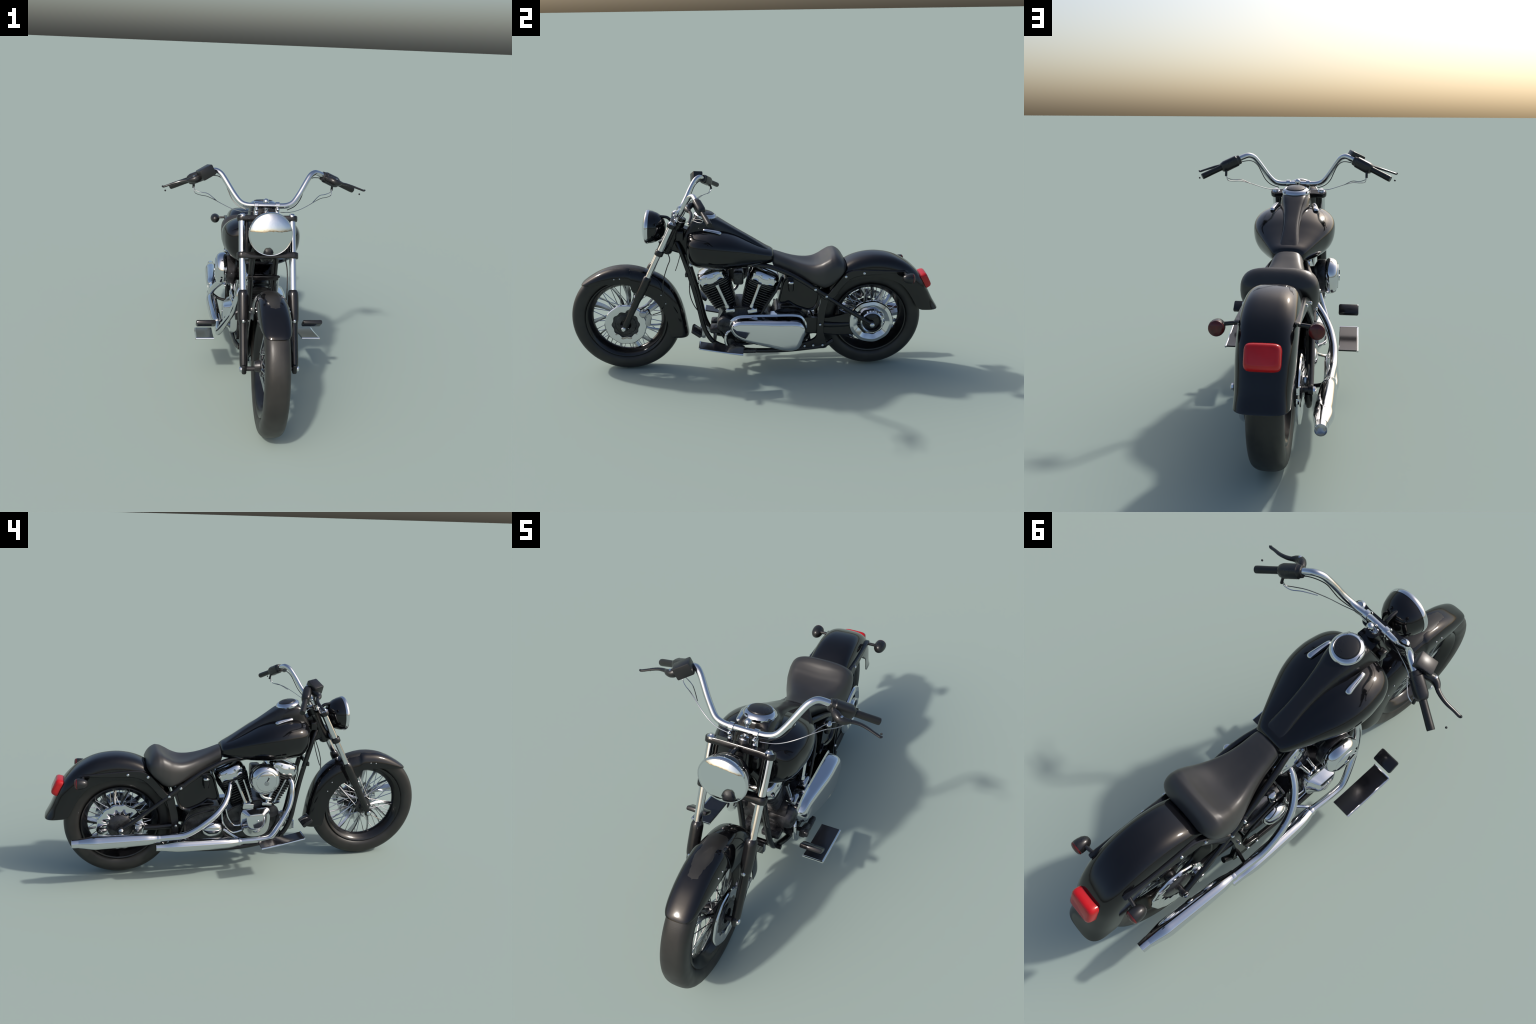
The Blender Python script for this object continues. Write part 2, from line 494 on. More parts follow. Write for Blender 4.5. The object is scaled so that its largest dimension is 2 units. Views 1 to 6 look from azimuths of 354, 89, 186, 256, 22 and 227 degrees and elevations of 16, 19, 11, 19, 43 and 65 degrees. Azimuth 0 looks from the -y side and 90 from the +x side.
# steering neck
bm = bmesh.new()
bm_tube(bm, [(0, -0.375, 0.862), (0, -0.395, 0.82), (0, -0.43, 0.745), (0, -0.462, 0.685), (0, -0.470, 0.668)], [0.026, 0.030, 0.030, 0.030, 0.022], 24, 3)
finish("steering_neck", bm, M_FRAME, bike)
bm = bmesh.new()
bm_plate(bm, [(-0.405, 0.83), (-0.34, 0.80), (-0.31, 0.70), (-0.335, 0.655), (-0.40, 0.675), (-0.445, 0.69)], -0.030, 0.030, 0.006)
bm_box(bm, (0.045, -0.385, 0.775), (0.028, 0.04, 0.05), 0.006)
bm_box(bm, (-0.048, -0.385, 0.765), (0.028, 0.035, 0.04), 0.006)
finish("neck_gusset", bm, M_FRAME, bike)

# ------------------------------------------------------------------ headlight
HLC = Vector((0, -0.552, 0.814))
HAX = Vector((0, -0.9975, 0.070)).normalized()
hl = lathe("headlight", [(0.0, -0.092), (0.020, -0.090), (0.042, -0.082), (0.062, -0.066), (0.077, -0.043), (0.086, -0.018), (0.088, 0.0), (0.080, 0.002), (0.0, 0.002)],
           HLC, HAX, M_PAINT, bike, seg=48)
lathe("headlight_rim", [(0.086, -0.004), (0.0895, -0.004), (0.092, 0.003), (0.0915, 0.010), (0.0895, 0.0135), (0.087, 0.013), (0.086, 0.0), (0.086, -0.004)], HLC, HAX, M_CHROME, hl, seg=48)
lathe("headlight_lens", [(0.0, 0.0), (0.088, 0.006), (0.0875, 0.0125), (0.077, 0.020), (0.060, 0.026), (0.040, 0.031), (0.020, 0.0335), (0.0, 0.034)], HLC, HAX, M_LENS, hl, seg=48)
tube("headlight_bracket", [(0, -0.495, 0.735), (0, -0.49, 0.715), (0, -0.495, 0.70)], 0.012, M_FRAME, hl, seg=12)
tube("headlight_bracket", [(0, -0.50, 0.87), (0, -0.455, 0.865), (0, -0.435, 0.848)], 0.008, M_FRAME, hl, seg=10)

# ------------------------------------------------------------------ handlebar
half = [(0.0, -0.386, 0.896), (0.045, -0.385, 0.896), (0.085, -0.381, 0.897), (0.114, -0.374, 0.908), (0.139, -0.358, 0.936), (0.160, -0.343, 0.967), (0.181, -0.325, 0.999),
        (0.198, -0.310, 1.020), (0.219, -0.293, 1.029), (0.243, -0.281, 1.022), (0.275, -0.268, 1.006), (0.33, -0.243, 0.977)]
path = [mir(p, -1) for p in reversed(half[1:])] + half
bar = tube("handlebar", path, 0.0122, M_CHROME, bike, seg=18, sub=6)
for s in (1, -1):
    bm = bmesh.new()
    bm_tube(bm, [(0.046*s, -0.400, 0.852), (0.046*s, -0.392, 0.872), (0.046*s, -0.387, 0.888)], [0.011, 0.009, 0.011], 14, 3)
    bm_lathe(bm, [(0.0, -0.010), (0.013, -0.010), (0.0175, -0.008), (0.0175, 0.008), (0.013, 0.010), (0.0, 0.010)], (0.046*s, -0.386, 0.896), (1, 0, 0), 20)
    bm_sphere(bm, (0.046*s, -0.408, 0.884), 0.008, 10)
    bm_sphere(bm, (0.046*s, -0.404, 0.860), 0.0085, 10)
    finish("handlebar_clamp", bm, M_CHROME, bar)
    g0, g1 = Vector((0.325*s, -0.246, 0.981)), Vector((0.415*s, -0.204, 0.938))
    d = (g1 - g0).normalized()
    bm = bmesh.new()
    bm_tube(bm, [g0, g0 + d*0.02, g0.lerp(g1, 0.5), g1 - d*0.004, g1], [0.0135, 0.0130, 0.0130, 0.0135, 0.0115], 16, 3)
    finish("grip", bm, M_GRIP, bar)
    h0, h1 = Vector((0.256*s, -0.277, 1.016)), Vector((0.335*s, -0.241, 0.977))
    dh = (h1 - h0).normalized()
    bm = bmesh.new()
    a_, e1_, e2_ = axis_frame(dh)
    rr_ = []
    LH = (h1 - h0).length
    for u, rd in ((0.0, 0.014), (0.03, 0.0195), (0.16, 0.0205), (0.20, 0.0235), (0.80, 0.0240), (0.90, 0.0215), (0.97, 0.019), (1.0, 0.015)):
        rr_.append([h0 + dh*LH*u + e1_*spow(cos(2*pi*k/28), 0.7)*rd*0.92 + e2_*spow(sin(2*pi*k/28), 0.7)*rd*1.04 - Vector((0, 0, 0.003)) for k in range(28)])
    bm_loft(bm, rr_)
    bm_tube(bm, [h1 + Vector((-0.022*s, 0.002, -0.010)), h1 + Vector((-0.022*s, 0.010, -0.038))], 0.0055, 10, 1)
    finish("switch_housing", bm, M_PLASTIC, bar)
    bm = bmesh.new()
    # lever mount, pivot body, lever blade
    bm_tube(bm, [(0.272*s, -0.283, 1.004), (0.288*s, -0.300, 1.001), (0.306*s, -0.312, 0.993), (0.325*s, -0.310, 0.988), (0.340*s, -0.300, 0.985)],
            [0.010, 0.015, 0.0165, 0.013, 0.008], 14, 4)
    bm_tube(bm, [(0.332*s, -0.304, 0.986), (0.350*s, -0.296, 0.982), (0.372*s, -0.291, 0.977), (0.395*s, -0.291, 0.970), (0.420*s, -0.295, 0.962), (0.444*s, -0.298, 0.954), (0.449*s, -0.301, 0.957)],
            [0.009, 0.0085, 0.0075, 0.007, 0.0062, 0.0062, 0.005], 10, 4, flat=0.75)
    finish("lever", bm, M_PLASTIC, bar)
    lathe("lever_bolt", [(0.0, 0.0), (0.006, 0.0), (0.006, 0.003), (0.0, 0.005)], (0.313*s, -0.314, 1.004), (0, 0, 1), M_CHROME, bar, seg=12)
    bm = bmesh.new(); bm_sphere(bm, (0.438*s, -0.252, 0.928), 0.0042, 8)
    finish("bar_end_bead", bm, M_PLASTIC, bar)
    # control cables hugging the bar
    tube("cable", [(0.312*s, -0.238, 0.945), (0.308*s, -0.246, 0.920), (0.285*s, -0.268, 0.914), (0.255*s, -0.290, 0.913), (0.225*s, -0.312, 0.904), (0.185*s, -0.340, 0.888),
                   (0.145*s, -0.362, 0.874), (0.105*s, -0.380, 0.868), (0.06*s, -0.392, 0.870)], 0.0017, M_STEEL, bar, seg=6, sub=4)
    tube("cable", [(0.312*s, -0.238, 0.945), (0.306*s, -0.236, 0.930), (0.280*s, -0.246, 0.922), (0.250*s, -0.272, 0.921), (0.215*s, -0.312, 0.900)], 0.0018, M_STEEL, bar, seg=6, sub=4)
    tube("cable", [(0.262*s, -0.264, 0.996), (0.236*s, -0.280, 1.004), (0.205*s, -0.296, 1.004), (0.182*s, -0.316, 0.985), (0.166*s, -0.332, 0.952), (0.150*s, -0.348, 0.918), (0.125*s, -0.366, 0.892), (0.09*s, -0.382, 0.878)],
         0.0020, M_PLASTIC, bar, seg=6, sub=4)
# fluid reservoir on the right side
R_ = Matrix.Rotation(radians(-25), 3, 'Y') @ Matrix.Rotation(radians(-8), 3, 'X')
R_ = Matrix.Rotation(radians(24), 3, 'Z') @ R_
box("fluid_reservoir", (-0.262, -0.308, 1.022), (0.066, 0.054, 0.048), M_PLASTIC, bar, bevel=0.005, rot=R_)
# steering damper knob behind the bar
bm = bmesh.new()
bm_sphere(bm, (0, -0.354, 0.908), 0.0135, 14)
bm_tube(bm, [(0, -0.357, 0.898), (0, -0.380, 0.858)], 0.007, 12, 1)
bm_lathe(bm, [(0.0, 0.0), (0.022, 0.0), (0.020, 0.006), (0.012, 0.012), (0.0, 0.012)], (0, -0.384, 0.857), (0, 0.43, 0.90), 20)
finish("steering_stem_nut", bm, M_CHROME, bike)

# ------------------------------------------------------------------ fuel tank
TANK = [  # y, half width, z mid, z lobe top, z bottom
    (-0.350, 0.078, 0.732, 0.770, 0.676), (-0.346, 0.114, 0.730, 0.787, 0.645), (-0.332, 0.143, 0.728, 0.799, 0.622), (-0.30, 0.164, 0.726, 0.808, 0.602),
    (-0.26, 0.174, 0.724, 0.812, 0.597), (-0.21, 0.180, 0.720, 0.810, 0.590), (-0.15, 0.176, 0.713, 0.797, 0.589), (-0.09, 0.160, 0.703, 0.773, 0.591),
    (-0.03, 0.132, 0.690, 0.740, 0.593), (0.02, 0.107, 0.676, 0.713, 0.598), (0.06, 0.087, 0.664, 0.694, 0.603), (0.09, 0.071, 0.652, 0.682, 0.608), (0.105, 0.060, 0.645, 0.672, 0.613)]
def tank_section(w, zm, zt, zb, n=56):
    out = []
    for k in range(n):
        a = 2*pi*k/n
        c, s = cos(a), sin(a)
        x = spow(c, 0.80 if s >= 0 else 0.74)*w
        if s >= 0:
            z = zm + spow(s, 0.86)*(zt - zm)
        else:
            z = zm + spow(s, 0.84)*(zm - zb)
        out.append((x, z))
    return out
bm = bmesh.new()
rings = []
NT = 60
for i in range(NT + 1):
    u = i/NT
    y = -0.350 + 0.455*(u**1.35)
    w, zm, zt, zb = interp(TANK, y)
    rings.append([(x, y, z) for x, z in tank_section(w, zm, zt, zb)])
bm_loft(bm, rings, True, True)
tank = finish("fuel_tank", bm, M_PAINT, bike, angle=60)

CONSOLE = [  # y, half width, z top, shear
    (-0.312, 0.052, 0.868, 0.55), (-0.305, 0.060, 0.876, 0.52), (-0.28, 0.065, 0.880, 0.42), (-0.245, 0.067, 0.875, 0.30), (-0.21, 0.064, 0.866, 0.18), (-0.185, 0.058, 0.855, 0.1),
    (-0.14, 0.048, 0.827, 0.0), (-0.08, 0.041, 0.789, 0.0), (-0.02, 0.038, 0.752, 0.0), (0.04, 0.041, 0.713, 0.0), (0.08, 0.045, 0.686, 0.0), (0.104, 0.046, 0.670, 0.0)]
bm = bmesh.new()
rings = []
for i in range(61):
    y0 = -0.312 + 0.416*i/60
    w, zt, sh = interp(CONSOLE, y0)
    n = 29
    ring = []
    dz = 0.105 if y0 < -0.15 else 0.105 - 0.055*min(1, (y0 + 0.15)/0.2)
    for k in range(n):
        a = pi*k/(n-1)
        x = spow(cos(a), 0.42)*w
        q = sin(a)**0.45 if 0 < k < n-1 else 0.0
        flare = 1.0 + 0.35*(1 - q)**2 if y0 > -0.2 else 1.0 + 0.12*(1 - q)**2
        z = zt - dz*(1 - q)
        ring.append((x*flare, y0 + sh*(z - zt), z))
    rings.append(ring)
bm_loft(bm, rings, True, True)
console = finish("tank_console", bm, M_CONSOLE, tank, angle=50)
GN = Vector((0, 0.20, 0.98)).normalized()
GC = Vector((0, -0.250, 0.880))
def egg(r, h, t):
    return r*(1.0 + 0.0*t)
lathe("gauge_bezel", [(0.040, -0.014), (0.060, -0.014), (0.062, -0.006), (0.058, 0.002), (0.051, 0.006), (0.047, 0.008), (0.044, 0.006), (0.040, -0.014)], GC, GN, M_CHROME, console, seg=48)
lathe("speedometer", [(0.0, -0.01), (0.044, -0.01), (0.044, 0.006), (0.041, 0.011), (0.030, 0.0145), (0.0, 0.016)], GC, GN, M_PLASTIC, console, seg=48)
for s in (1, -1):
    tube("filler_cap", [(0.083*s, -0.257, 0.810), (0.0835*s, -0.252, 0.815), (0.088*s, -0.225, 0.811), (0.092*s, -0.195, 0.805), (0.096*s, -0.174, 0.799), (0.097*s, -0.168, 0.795)],
         [0.007, 0.0105, 0.0112, 0.0125, 0.0128, 0.009], M_CHROME, tank, seg=12, sub=4, flat=0.75)
    bolt(tank, (0.052*s, -0.334, 0.614), s, 1.1)

# ------------------------------------------------------------------ seat
SEAT = [  # y, half width, z top (rim), z side bottom
    (0.100, 0.048, 0.660, 0.602), (0.106, 0.058, 0.667, 0.590), (0.13, 0.064, 0.660, 0.578), (0.18, 0.072, 0.643, 0.554), (0.23, 0.085, 0.630, 0.528), (0.28, 0.104, 0.623, 0.506),
    (0.32, 0.121, 0.626, 0.489), (0.355, 0.134, 0.641, 0.476), (0.378, 0.141, 0.656, 0.472), (0.41, 0.145, 0.672, 0.486), (0.430, 0.145, 0.672, 0.505), (0.453, 0.141, 0.659, 0.531), (0.472, 0.130, 0.640, 0.557),
    (0.484, 0.110, 0.620, 0.578), (0.488, 0.088, 0.610, 0.592)]
DISH = [(0.10, 0.0), (0.16, 0.004), (0.24, 0.012), (0.32, 0.022), (0.37, 0.028), (0.40, 0.024), (0.42, 0.012), (0.44, 0.003), (0.46, 0.0), (0.5, 0.0)]
bm = bmesh.new()
rings = []
for i in range(73):
    y = 0.100 + 0.390*i/72
    w, zt, zb = interp(SEAT, y)
    zm = zb + (zt - zb)*0.42
    f = min(1.0, max(0.0, (y - 0.33)/0.08))     # back rest bulge
    ring = []
    n = 44
    for k in range(n):
        a = 2*pi*k/n
        c, s_ = cos(a), sin(a)
        if s_ >= 0:
            x = spow(c, 0.72)*w
            z = zm + spow(s_, 0.70)*(zt - zm)
            z -= interp(DISH, y)[0]*max(0.0, 1 - (abs(x)/w/0.78)**2)
        else:
            # side skirts hang low, middle arched over the frame
            x = spow(c, 0.5)*w*(1 - 0.06*abs(s_))
            z = zm - abs(s_)**0.6*(zm - zb) + 0.02*(1 - abs(c))*abs(s_)
        ring.append((x, y, z))
    rings.append(ring)
bm_loft(bm, rings, True, True)
seat = finish("seat", bm, M_LEATHER, bike, angle=70)

# ------------------------------------------------------------------ frame
FR = 0.0130
frame = None
for s in (1, -1):
    bm = bmesh.new()
    bm_tube(bm, [(0.030*s, -0.405, 0.735), (0.048*s, -0.386, 0.695), (0.052*s, -0.369, 0.643), (0.053*s, -0.343, 0.55), (0.053*s, -0.319, 0.453), (0.055*s, -0.298, 0.35), (0.058*s, -0.278, 0.253), (0.061*s, -0.246, 0.186),
                 (0.066*s, -0.208, 0.155), (0.082*s, -0.152, 0.141), (0.091*s, -0.09, 0.133), (0.094*s, 0.0, 0.124), (0.098*s, 0.15, 0.125), (0.100*s, 0.28, 0.136), (0.102*s, 0.37, 0.150), (0.098*s, 0.425, 0.178)], FR, 14, 5)
    o = finish("frame_tube", bm, M_FRAME, bike)
    # backbone under seat
    tube("frame_tube", [(0.030*s, -0.33, 0.70), (0.045*s, -0.10, 0.620), (0.068*s, 0.06, 0.606), (0.090*s, 0.15, 0.582), (0.106*s, 0.24, 0.540), (0.115*s, 0.325, 0.486), (0.120*s, 0.382, 0.450)], 0.013, M_FRAME, bike, seg=14)
    # vertical post / side plate
    plate("frame_plate", spline([(0.365, 0.455), (0.398, 0.458), (0.398, 0.425), (0.385, 0.37), (0.374, 0.30), (0.372, 0.23), (0.385, 0.185), (0.388, 0.143), (0.33, 0.138), (0.255, 0.142), (0.255, 0.168), (0.30, 0.182), (0.333, 0.21), (0.337, 0.28),
                  (0.340, 0.34), (0.352, 0.40)], 3, True), 0.094*s, 0.116*s, M_FRAME, bike, bevel=0.004)
    for (y, z) in ((0.352, 0.280), (0.268, 0.155), (0.315, 0.158), (0.366, 0.158)):
        bolt(bike, (0.115*s, y, z), s, 0.85)
    # fender strut: seat bolt -> rail
    strut_o = [(0.310, 0.505), (0.335, 0.500), (0.372, 0.466), (0.395, 0.462), (0.43, 0.508), (0.47, 0.556), (0.505, 0.576), (0.55, 0.584), (0.62, 0.582), (0.72, 0.577), (0.80, 0.573), (0.818, 0.568),
               (0.80, 0.562), (0.72, 0.560), (0.62, 0.553), (0.56, 0.548), (0.51, 0.530), (0.47, 0.492), (0.435, 0.448), (0.405, 0.425), (0.372, 0.428), (0.335, 0.465), (0.308, 0.484)]
    bm = bmesh.new()
    vs = []
    strut = spline(strut_o, 2, True)
    def sx(y):
        return 0.124 - 0.020*min(1, max(0, (y - 0.44)/0.08))
    cy0 = [p for p in strut]
    rings = []
    for (dx, inset) in ((-0.016, 0.0), (-0.002, 0.0), (0.002, 0.0035)):
        rr = []
        n = len(strut)
        for i, (y, z) in enumerate(strut):
            (ya, za), (yb, zb_) = strut[i - 1], strut[(i + 1) % n]
            t = Vector((yb - ya, zb_ - za)).normalized()
            nrm = Vector((t.y, -t.x))      # outline runs clockwise -> inward
            rr.append(((sx(y) + dx)*s, y + nrm.x*inset, z + nrm.y*inset))
        rings.append(rr)
    bm_loft(bm, rings, True, True)
    st = finish("fender_strut", bm, M_FRAME, bike, angle=40)
    for (y, z) in ((0.325, 0.487), (0.384, 0.446), (0.487, 0.552), (0.585, 0.566)):
        bolt(st, ((sx(y) + 0.001)*s, y, z), s, 0.95)
    bolt(st, ((sx(0.67) + 0.0005)*s, 0.671, 0.565), s, 0.45)
    # swing arm: diagonal stay, lower arm, axle plate
    bm = bmesh.new()
    bm_tube(bm, [(0.118*s, 0.385, 0.443), (0.122*s, 0.46, 0.392), (0.126*s, 0.56, 0.325), (0.128*s, 0.632, 0.280)], [0.012, 0.0115, 0.0115, 0.011], 14, 4)
    bm_lathe(bm, [(0.0, -0.008), (0.018, -0.008), (0.018, 0.007), (0.015, 0.009), (0.0, 0.009)], (0.129*s, 0.630, 0.281), (s, 0, 0), 20)
    finish("swing_arm", bm, M_FRAME, bike)
    bm = bmesh.new()
    bm_tube(bm, [(0.086*s, 0.34, 0.272), (0.084*s, 0.44, 0.265), (0.080*s, 0.55, 0.268), (0.080*s, 0.645, 0.278)], [0.018, 0.016, 0.013, 0.011], 14, 4)
    if s < 0:
        bm_tube(bm, [(0.122*s, 0.635, 0.27), (0.123*s, 0.630, 0.235), (0.123*s, 0.622, 0.220)], [0.014, 0.013, 0.010], 12, 3)
    finish("swing_arm", bm, M_FRAME, bike)
    lathe("axle_nut", [(0.0, 0.0), (0.013, 0.0), (0.013, 0.008), (0.009, 0.011), (0.0, 0.0125)], (0.137*s, 0.630, 0.281), (s, 0, 0), M_CHROME, bike, seg=8)
box("frame_crossmember", (0, -0.360, 0.560), (0.140, 0.014, 0.022), M_FRAME, bike, bevel=0.004)
tube("wheel_axle", [(-0.138, 0.630, 0.281), (0.138, 0.630, 0.281)], 0.011, M_CASE, bike, seg=14, sub=1)
for (y, z) in ((-0.225, 0.165), (0.30, 0.145), (0.345, 0.44)):
    tube("frame_crossmember", [(-0.09, y, z), (0.09, y, z)], 0.011, M_FRAME, bike, seg=12, sub=1)
# belt drive on the left
plate("drive_belt", spline([(0.22, 0.235), (0.24, 0.308), (0.40, 0.308), (0.60, 0.345), (0.62, 0.230), (0.50, 0.205), (0.36, 0.215)], 4, True), 0.070, 0.092, M_FRAME, bike, bevel=0.004)

# ------------------------------------------------------------------ engine
bm = bmesh.new()
bm_plate(bm, spline([(-0.175, 0.20), (-0.205, 0.27), (-0.185, 0.335), (-0.15, 0.372), (-0.08, 0.385), (0.01, 0.365), (0.08, 0.33), (0.11, 0.25), (0.08, 0.18), (-0.05, 0.155), (-0.13, 0.165)], 5, True), -0.092, 0.090, 0.014)
engine = finish("engine", bm, M_CASE, bike, angle=40)
bm = bmesh.new()
bm_plate(bm, spline([(0.08, 0.17), (0.10, 0.33), (0.15, 0.362), (0.26, 0.345), (0.30, 0.28), (0.29, 0.18), (0.2, 0.155)], 5, True), -0.078, 0.078, 0.012)
bm_box(bm, (0.0, 0.20, 0.355), (0.11, 0.12, 0.03), 0.008)
finish("gearbox", bm, M_CASE, engine, angle=40)

def cylinder(by, bz, tilt):
    """V-twin cylinder: fins, dark head, chrome rocker cover; tilt in degrees about x (+ leans to +y)"""
    R = Matrix.Rotation(radians(-tilt), 4, 'X')
    Mx = Matrix.Translation((0, by, bz)) @ R
    bm = bmesh.new()
    bm_lathe(bm, [(0.0, -0.02), (0.048, -0.02), (0.048, 0.15), (0.0, 0.15)], (0, 0, 0), (0, 0, 1), 24)
    bmesh.ops.transform(bm, matrix=Mx, verts=bm.verts)
    cyl = finish("cylinder", bm, M_FIN, engine)
    # fins
    nf = 9
    for i in range(nf):
        u = i/(nf - 1)
        z = 0.004 + 0.112*u
        ly, lx = 0.063 + 0.017*u, 0.066 + 0.012*u
        bm = bmesh.new()
        rings = []
        for (dz, sc) in ((-0.0026, 0.965), (-0.0016, 1.0), (0.0016, 1.0), (0.0026, 0.965)):
            ring = []
            for k in range(32):
                a = 2*pi*k/32
                ring.append((spow(cos(a), 0.42)*lx*sc, spow(sin(a), 0.42)*ly*sc, z + dz))
            rings.append(ring)
        bm_loft(bm, rings)
        bmesh.ops.transform(bm, matrix=Mx, verts=bm.verts)
        finish("cooling_fin", bm, M_FIN, cyl, angle=40)
    bm = bmesh.new()
    for zc, h, ly, lx in ((0.129, 0.008, 0.083, 0.080), (0.140, 0.008, 0.085, 0.081), (0.150, 0.009, 0.083, 0.079)):
        rings = []
        for (dz, sc) in ((-h/2, 0.97), (-h/2 + 0.001, 1), (h/2 - 0.001, 1), (h/2, 0.97)):
            rings.append([(spow(cos(2*pi*k/32), 0.5)*lx*sc, spow(sin(2*pi*k/32), 0.5)*ly*sc, zc + dz) for k in range(32)])
        bm_loft(bm, rings)
    bm_lathe(bm, [(0.0, 0.12), (0.066, 0.12), (0.066, 0.165), (0.0, 0.165)], (0, 0, 0), (0, 0, 1), 24)
    bmesh.ops.transform(bm, matrix=Mx, verts=bm.verts)
    finish("cylinder_head", bm, M_FIN, cyl, angle=40)
    # rocker cover with scalloped skirt
    bm = bmesh.new()
    rings = []
    n = 96
    for (z, sc, lob) in ((0.152, 0.97, 0.0), (0.158, 1.0, 1.0), (0.172, 1.0, 1.0), (0.180, 0.985, 0.6), (0.186, 0.95, 0.2), (0.200, 0.90, 0.0), (0.210, 0.82, 0), (0.214, 0.70, 0)):
        ring = []
        for k in range(n):
            a = 2*pi*k/n
            lobe = abs(sin(5*a))**0.7*lob*0.006
            x = spow(cos(a), 0.55)*(0.084 - lobe)*sc
            y = spow(sin(a), 0.55)*(0.086 - lobe)*sc
            zz = z + (0.010*abs(sin(5*a)) if z < 0.16 else 0)
            ring.append((x, y, zz))
        rings.append(ring)
    bm_loft(bm, rings)
    for sx_ in (-1, 1):
        for yy in (-0.062, -0.022, 0.022, 0.062):
            bm_lathe(bm, [(0.0, 0.0), (0.008, 0.0), (0.008, 0.010), (0.0, 0.013)], (0.072*sx_, yy, 0.184), (0, 0, 1), 10)
    bmesh.ops.transform(bm, matrix=Mx, verts=bm.verts)
    finish("rocker_cover", bm, M_CHROME, cyl, angle=35)
    return cyl
cylinder(-0.160, 0.378, -22.5)
cylinder(-0.012, 0.366, 22.5)

# push rod tubes + lifter blocks
for (a, b, r) in (((0.089, -0.198, 0.513), (0.092, -0.144, 0.380), 0.0098), ((0.089, 0.030, 0.511), (0.092, -0.018, 0.380), 0.0098),
                  ((-0.092, 0.034, 0.505), (-0.104, -0.018, 0.372), 0.0090), ((-0.090, -0.006, 0.505), (-0.100, -0.045, 0.380), 0.0065),
                  ((-0.092, -0.195, 0.500), (-0.104, -0.130, 0.375), 0.0090), ((-0.090, -0.232, 0.49), (-0.098, -0.172, 0.37), 0.005)):
    bm = bmesh.new()
    bm_tube(bm, [a, b], r, 14, 1)
    A, B_ = Vector(a), Vector(b)
    d = (B_ - A).normalized()
    bm_tube(bm, [B_ - d*0.018, B_ - d*0.002], r*1.3, 14, 1)
    bm_tube(bm, [A, A + d*0.012], r*1.25, 14, 1)
    finish("pushrod_tube", bm, M_CHROME, engine)
for c, s_, mt in (((0.094, -0.130, 0.370), (0.044, 0.052, 0.022), M_CHROME), ((0.094, -0.012, 0.366), (0.044, 0.054, 0.024), M_CHROME),
                  ((-0.098, -0.128, 0.368), (0.044, 0.056, 0.020), M_CHROME), ((-0.100, -0.028, 0.362), (0.044, 0.060, 0.034), M_CHROME)):
    box("lifter_block", c, s_, mt, engine, bevel=0.007, rot=Matrix.Rotation(radians(8), 3, 'X'))

# intake + air cleaner on the right
bm = bmesh.new()
bm_box(bm, (-0.02, -0.085, 0.520), (0.10, 0.055, 0.075), 0.012)
bm_lathe(bm, [(0.0, 0.0), (0.040, 0.0), (0.044, 0.03), (0.070, 0.045), (0.074, 0.052), (0.074, 0.078), (0.068, 0.085), (0.0, 0.085)], (-0.065, -0.102, 0.521), (-1, 0, 0), 40)
air_b = finish("air_cleaner", bm, M_CASE, engine)
lathe("air_cleaner_cover", [(0.0, 0.0), (0.074, 0.0), (0.078, 0.006), (0.0785, 0.016), (0.076, 0.028), (0.069, 0.040), (0.058, 0.047), (0.053, 0.0475), (0.051, 0.0505), (0.049, 0.0515), (0.010, 0.054), (0.0, 0.054)],
      (-0.150, -0.102, 0.523), (-1, 0, 0), M_CHROME, air_b, seg=56)
lathe("cover_emblem", [(0.0, 0.0), (0.013, 0.0), (0.012, 0.003), (0.0, 0.004)], (-0.2035, -0.102, 0.516), (-1, 0, 0), M_STEEL, air_b, seg=20)
box("cover_emblem", (-0.2048, -0.108, 0.536), (0.003, 0.006, 0.026), M_CASE, air_b, bevel=0.001, rot=Matrix.Rotation(radians(25), 3, 'X'))
tube("breather_hose", [(-0.11, -0.10, 0.455), (-0.115, -0.092, 0.435), (-0.115, -0.105, 0.41), (-0.112, -0.13, 0.398), (-0.108, -0.15, 0.392)], 0.009, M_CHROME, engine)

# timing-gear cover (right, chrome, faceted)
cam = [(0.012, 0.335), (-0.03, 0.348), (-0.10, 0.352), (-0.143, 0.345), (-0.150, 0.30), (-0.142, 0.23), (-0.115, 0.195), (-0.06, 0.185), (-0.015, 0.200), (0.012, 0.25)]
bm = bmesh.new()
o_ = spline(cam, 4, True)
rings = []
for x, s_, dy, dz in ((-0.080, 1.0, 0, 0), (-0.112, 1.0, 0, 0), (-0.122, 0.95, 0, 0), (-0.127, 0.84, 0, 0.004), (-0.147, 0.62, 0.002, 0.012), (-0.155, 0.52, 0.002, 0.014), (-0.158, 0.40, 0.002, 0.014)):
    rings.append([(x, -0.068 + (y + 0.068)*s_ + dy, 0.275 + (z - 0.275)*s_ + dz) for y, z in o_])
bm_loft(bm, rings)
bm_sphere(bm, (-0.140, -0.07, 0.235), 0.024, 14, (0.7, 1, 0.8))
bm_sphere(bm, (-0.158, -0.072, 0.292), 0.006, 8)
finish("timing_cover", bm, M_CHROME, engine, angle=28)
# clutch cover on gearbox (right)
lathe("clutch_cover", [(0.0, 0.0), (0.060, 0.0), (0.062, 0.010), (0.058, 0.026), (0.048, 0.040), (0.030, 0.048), (0.0, 0.05)], (-0.080, 0.160, 0.240), (-1, 0, 0), M_CHROME, engine, seg=40,
      wave=lambda r, h, t: r*(1 - 0.25*abs(sin(t))**1.5))
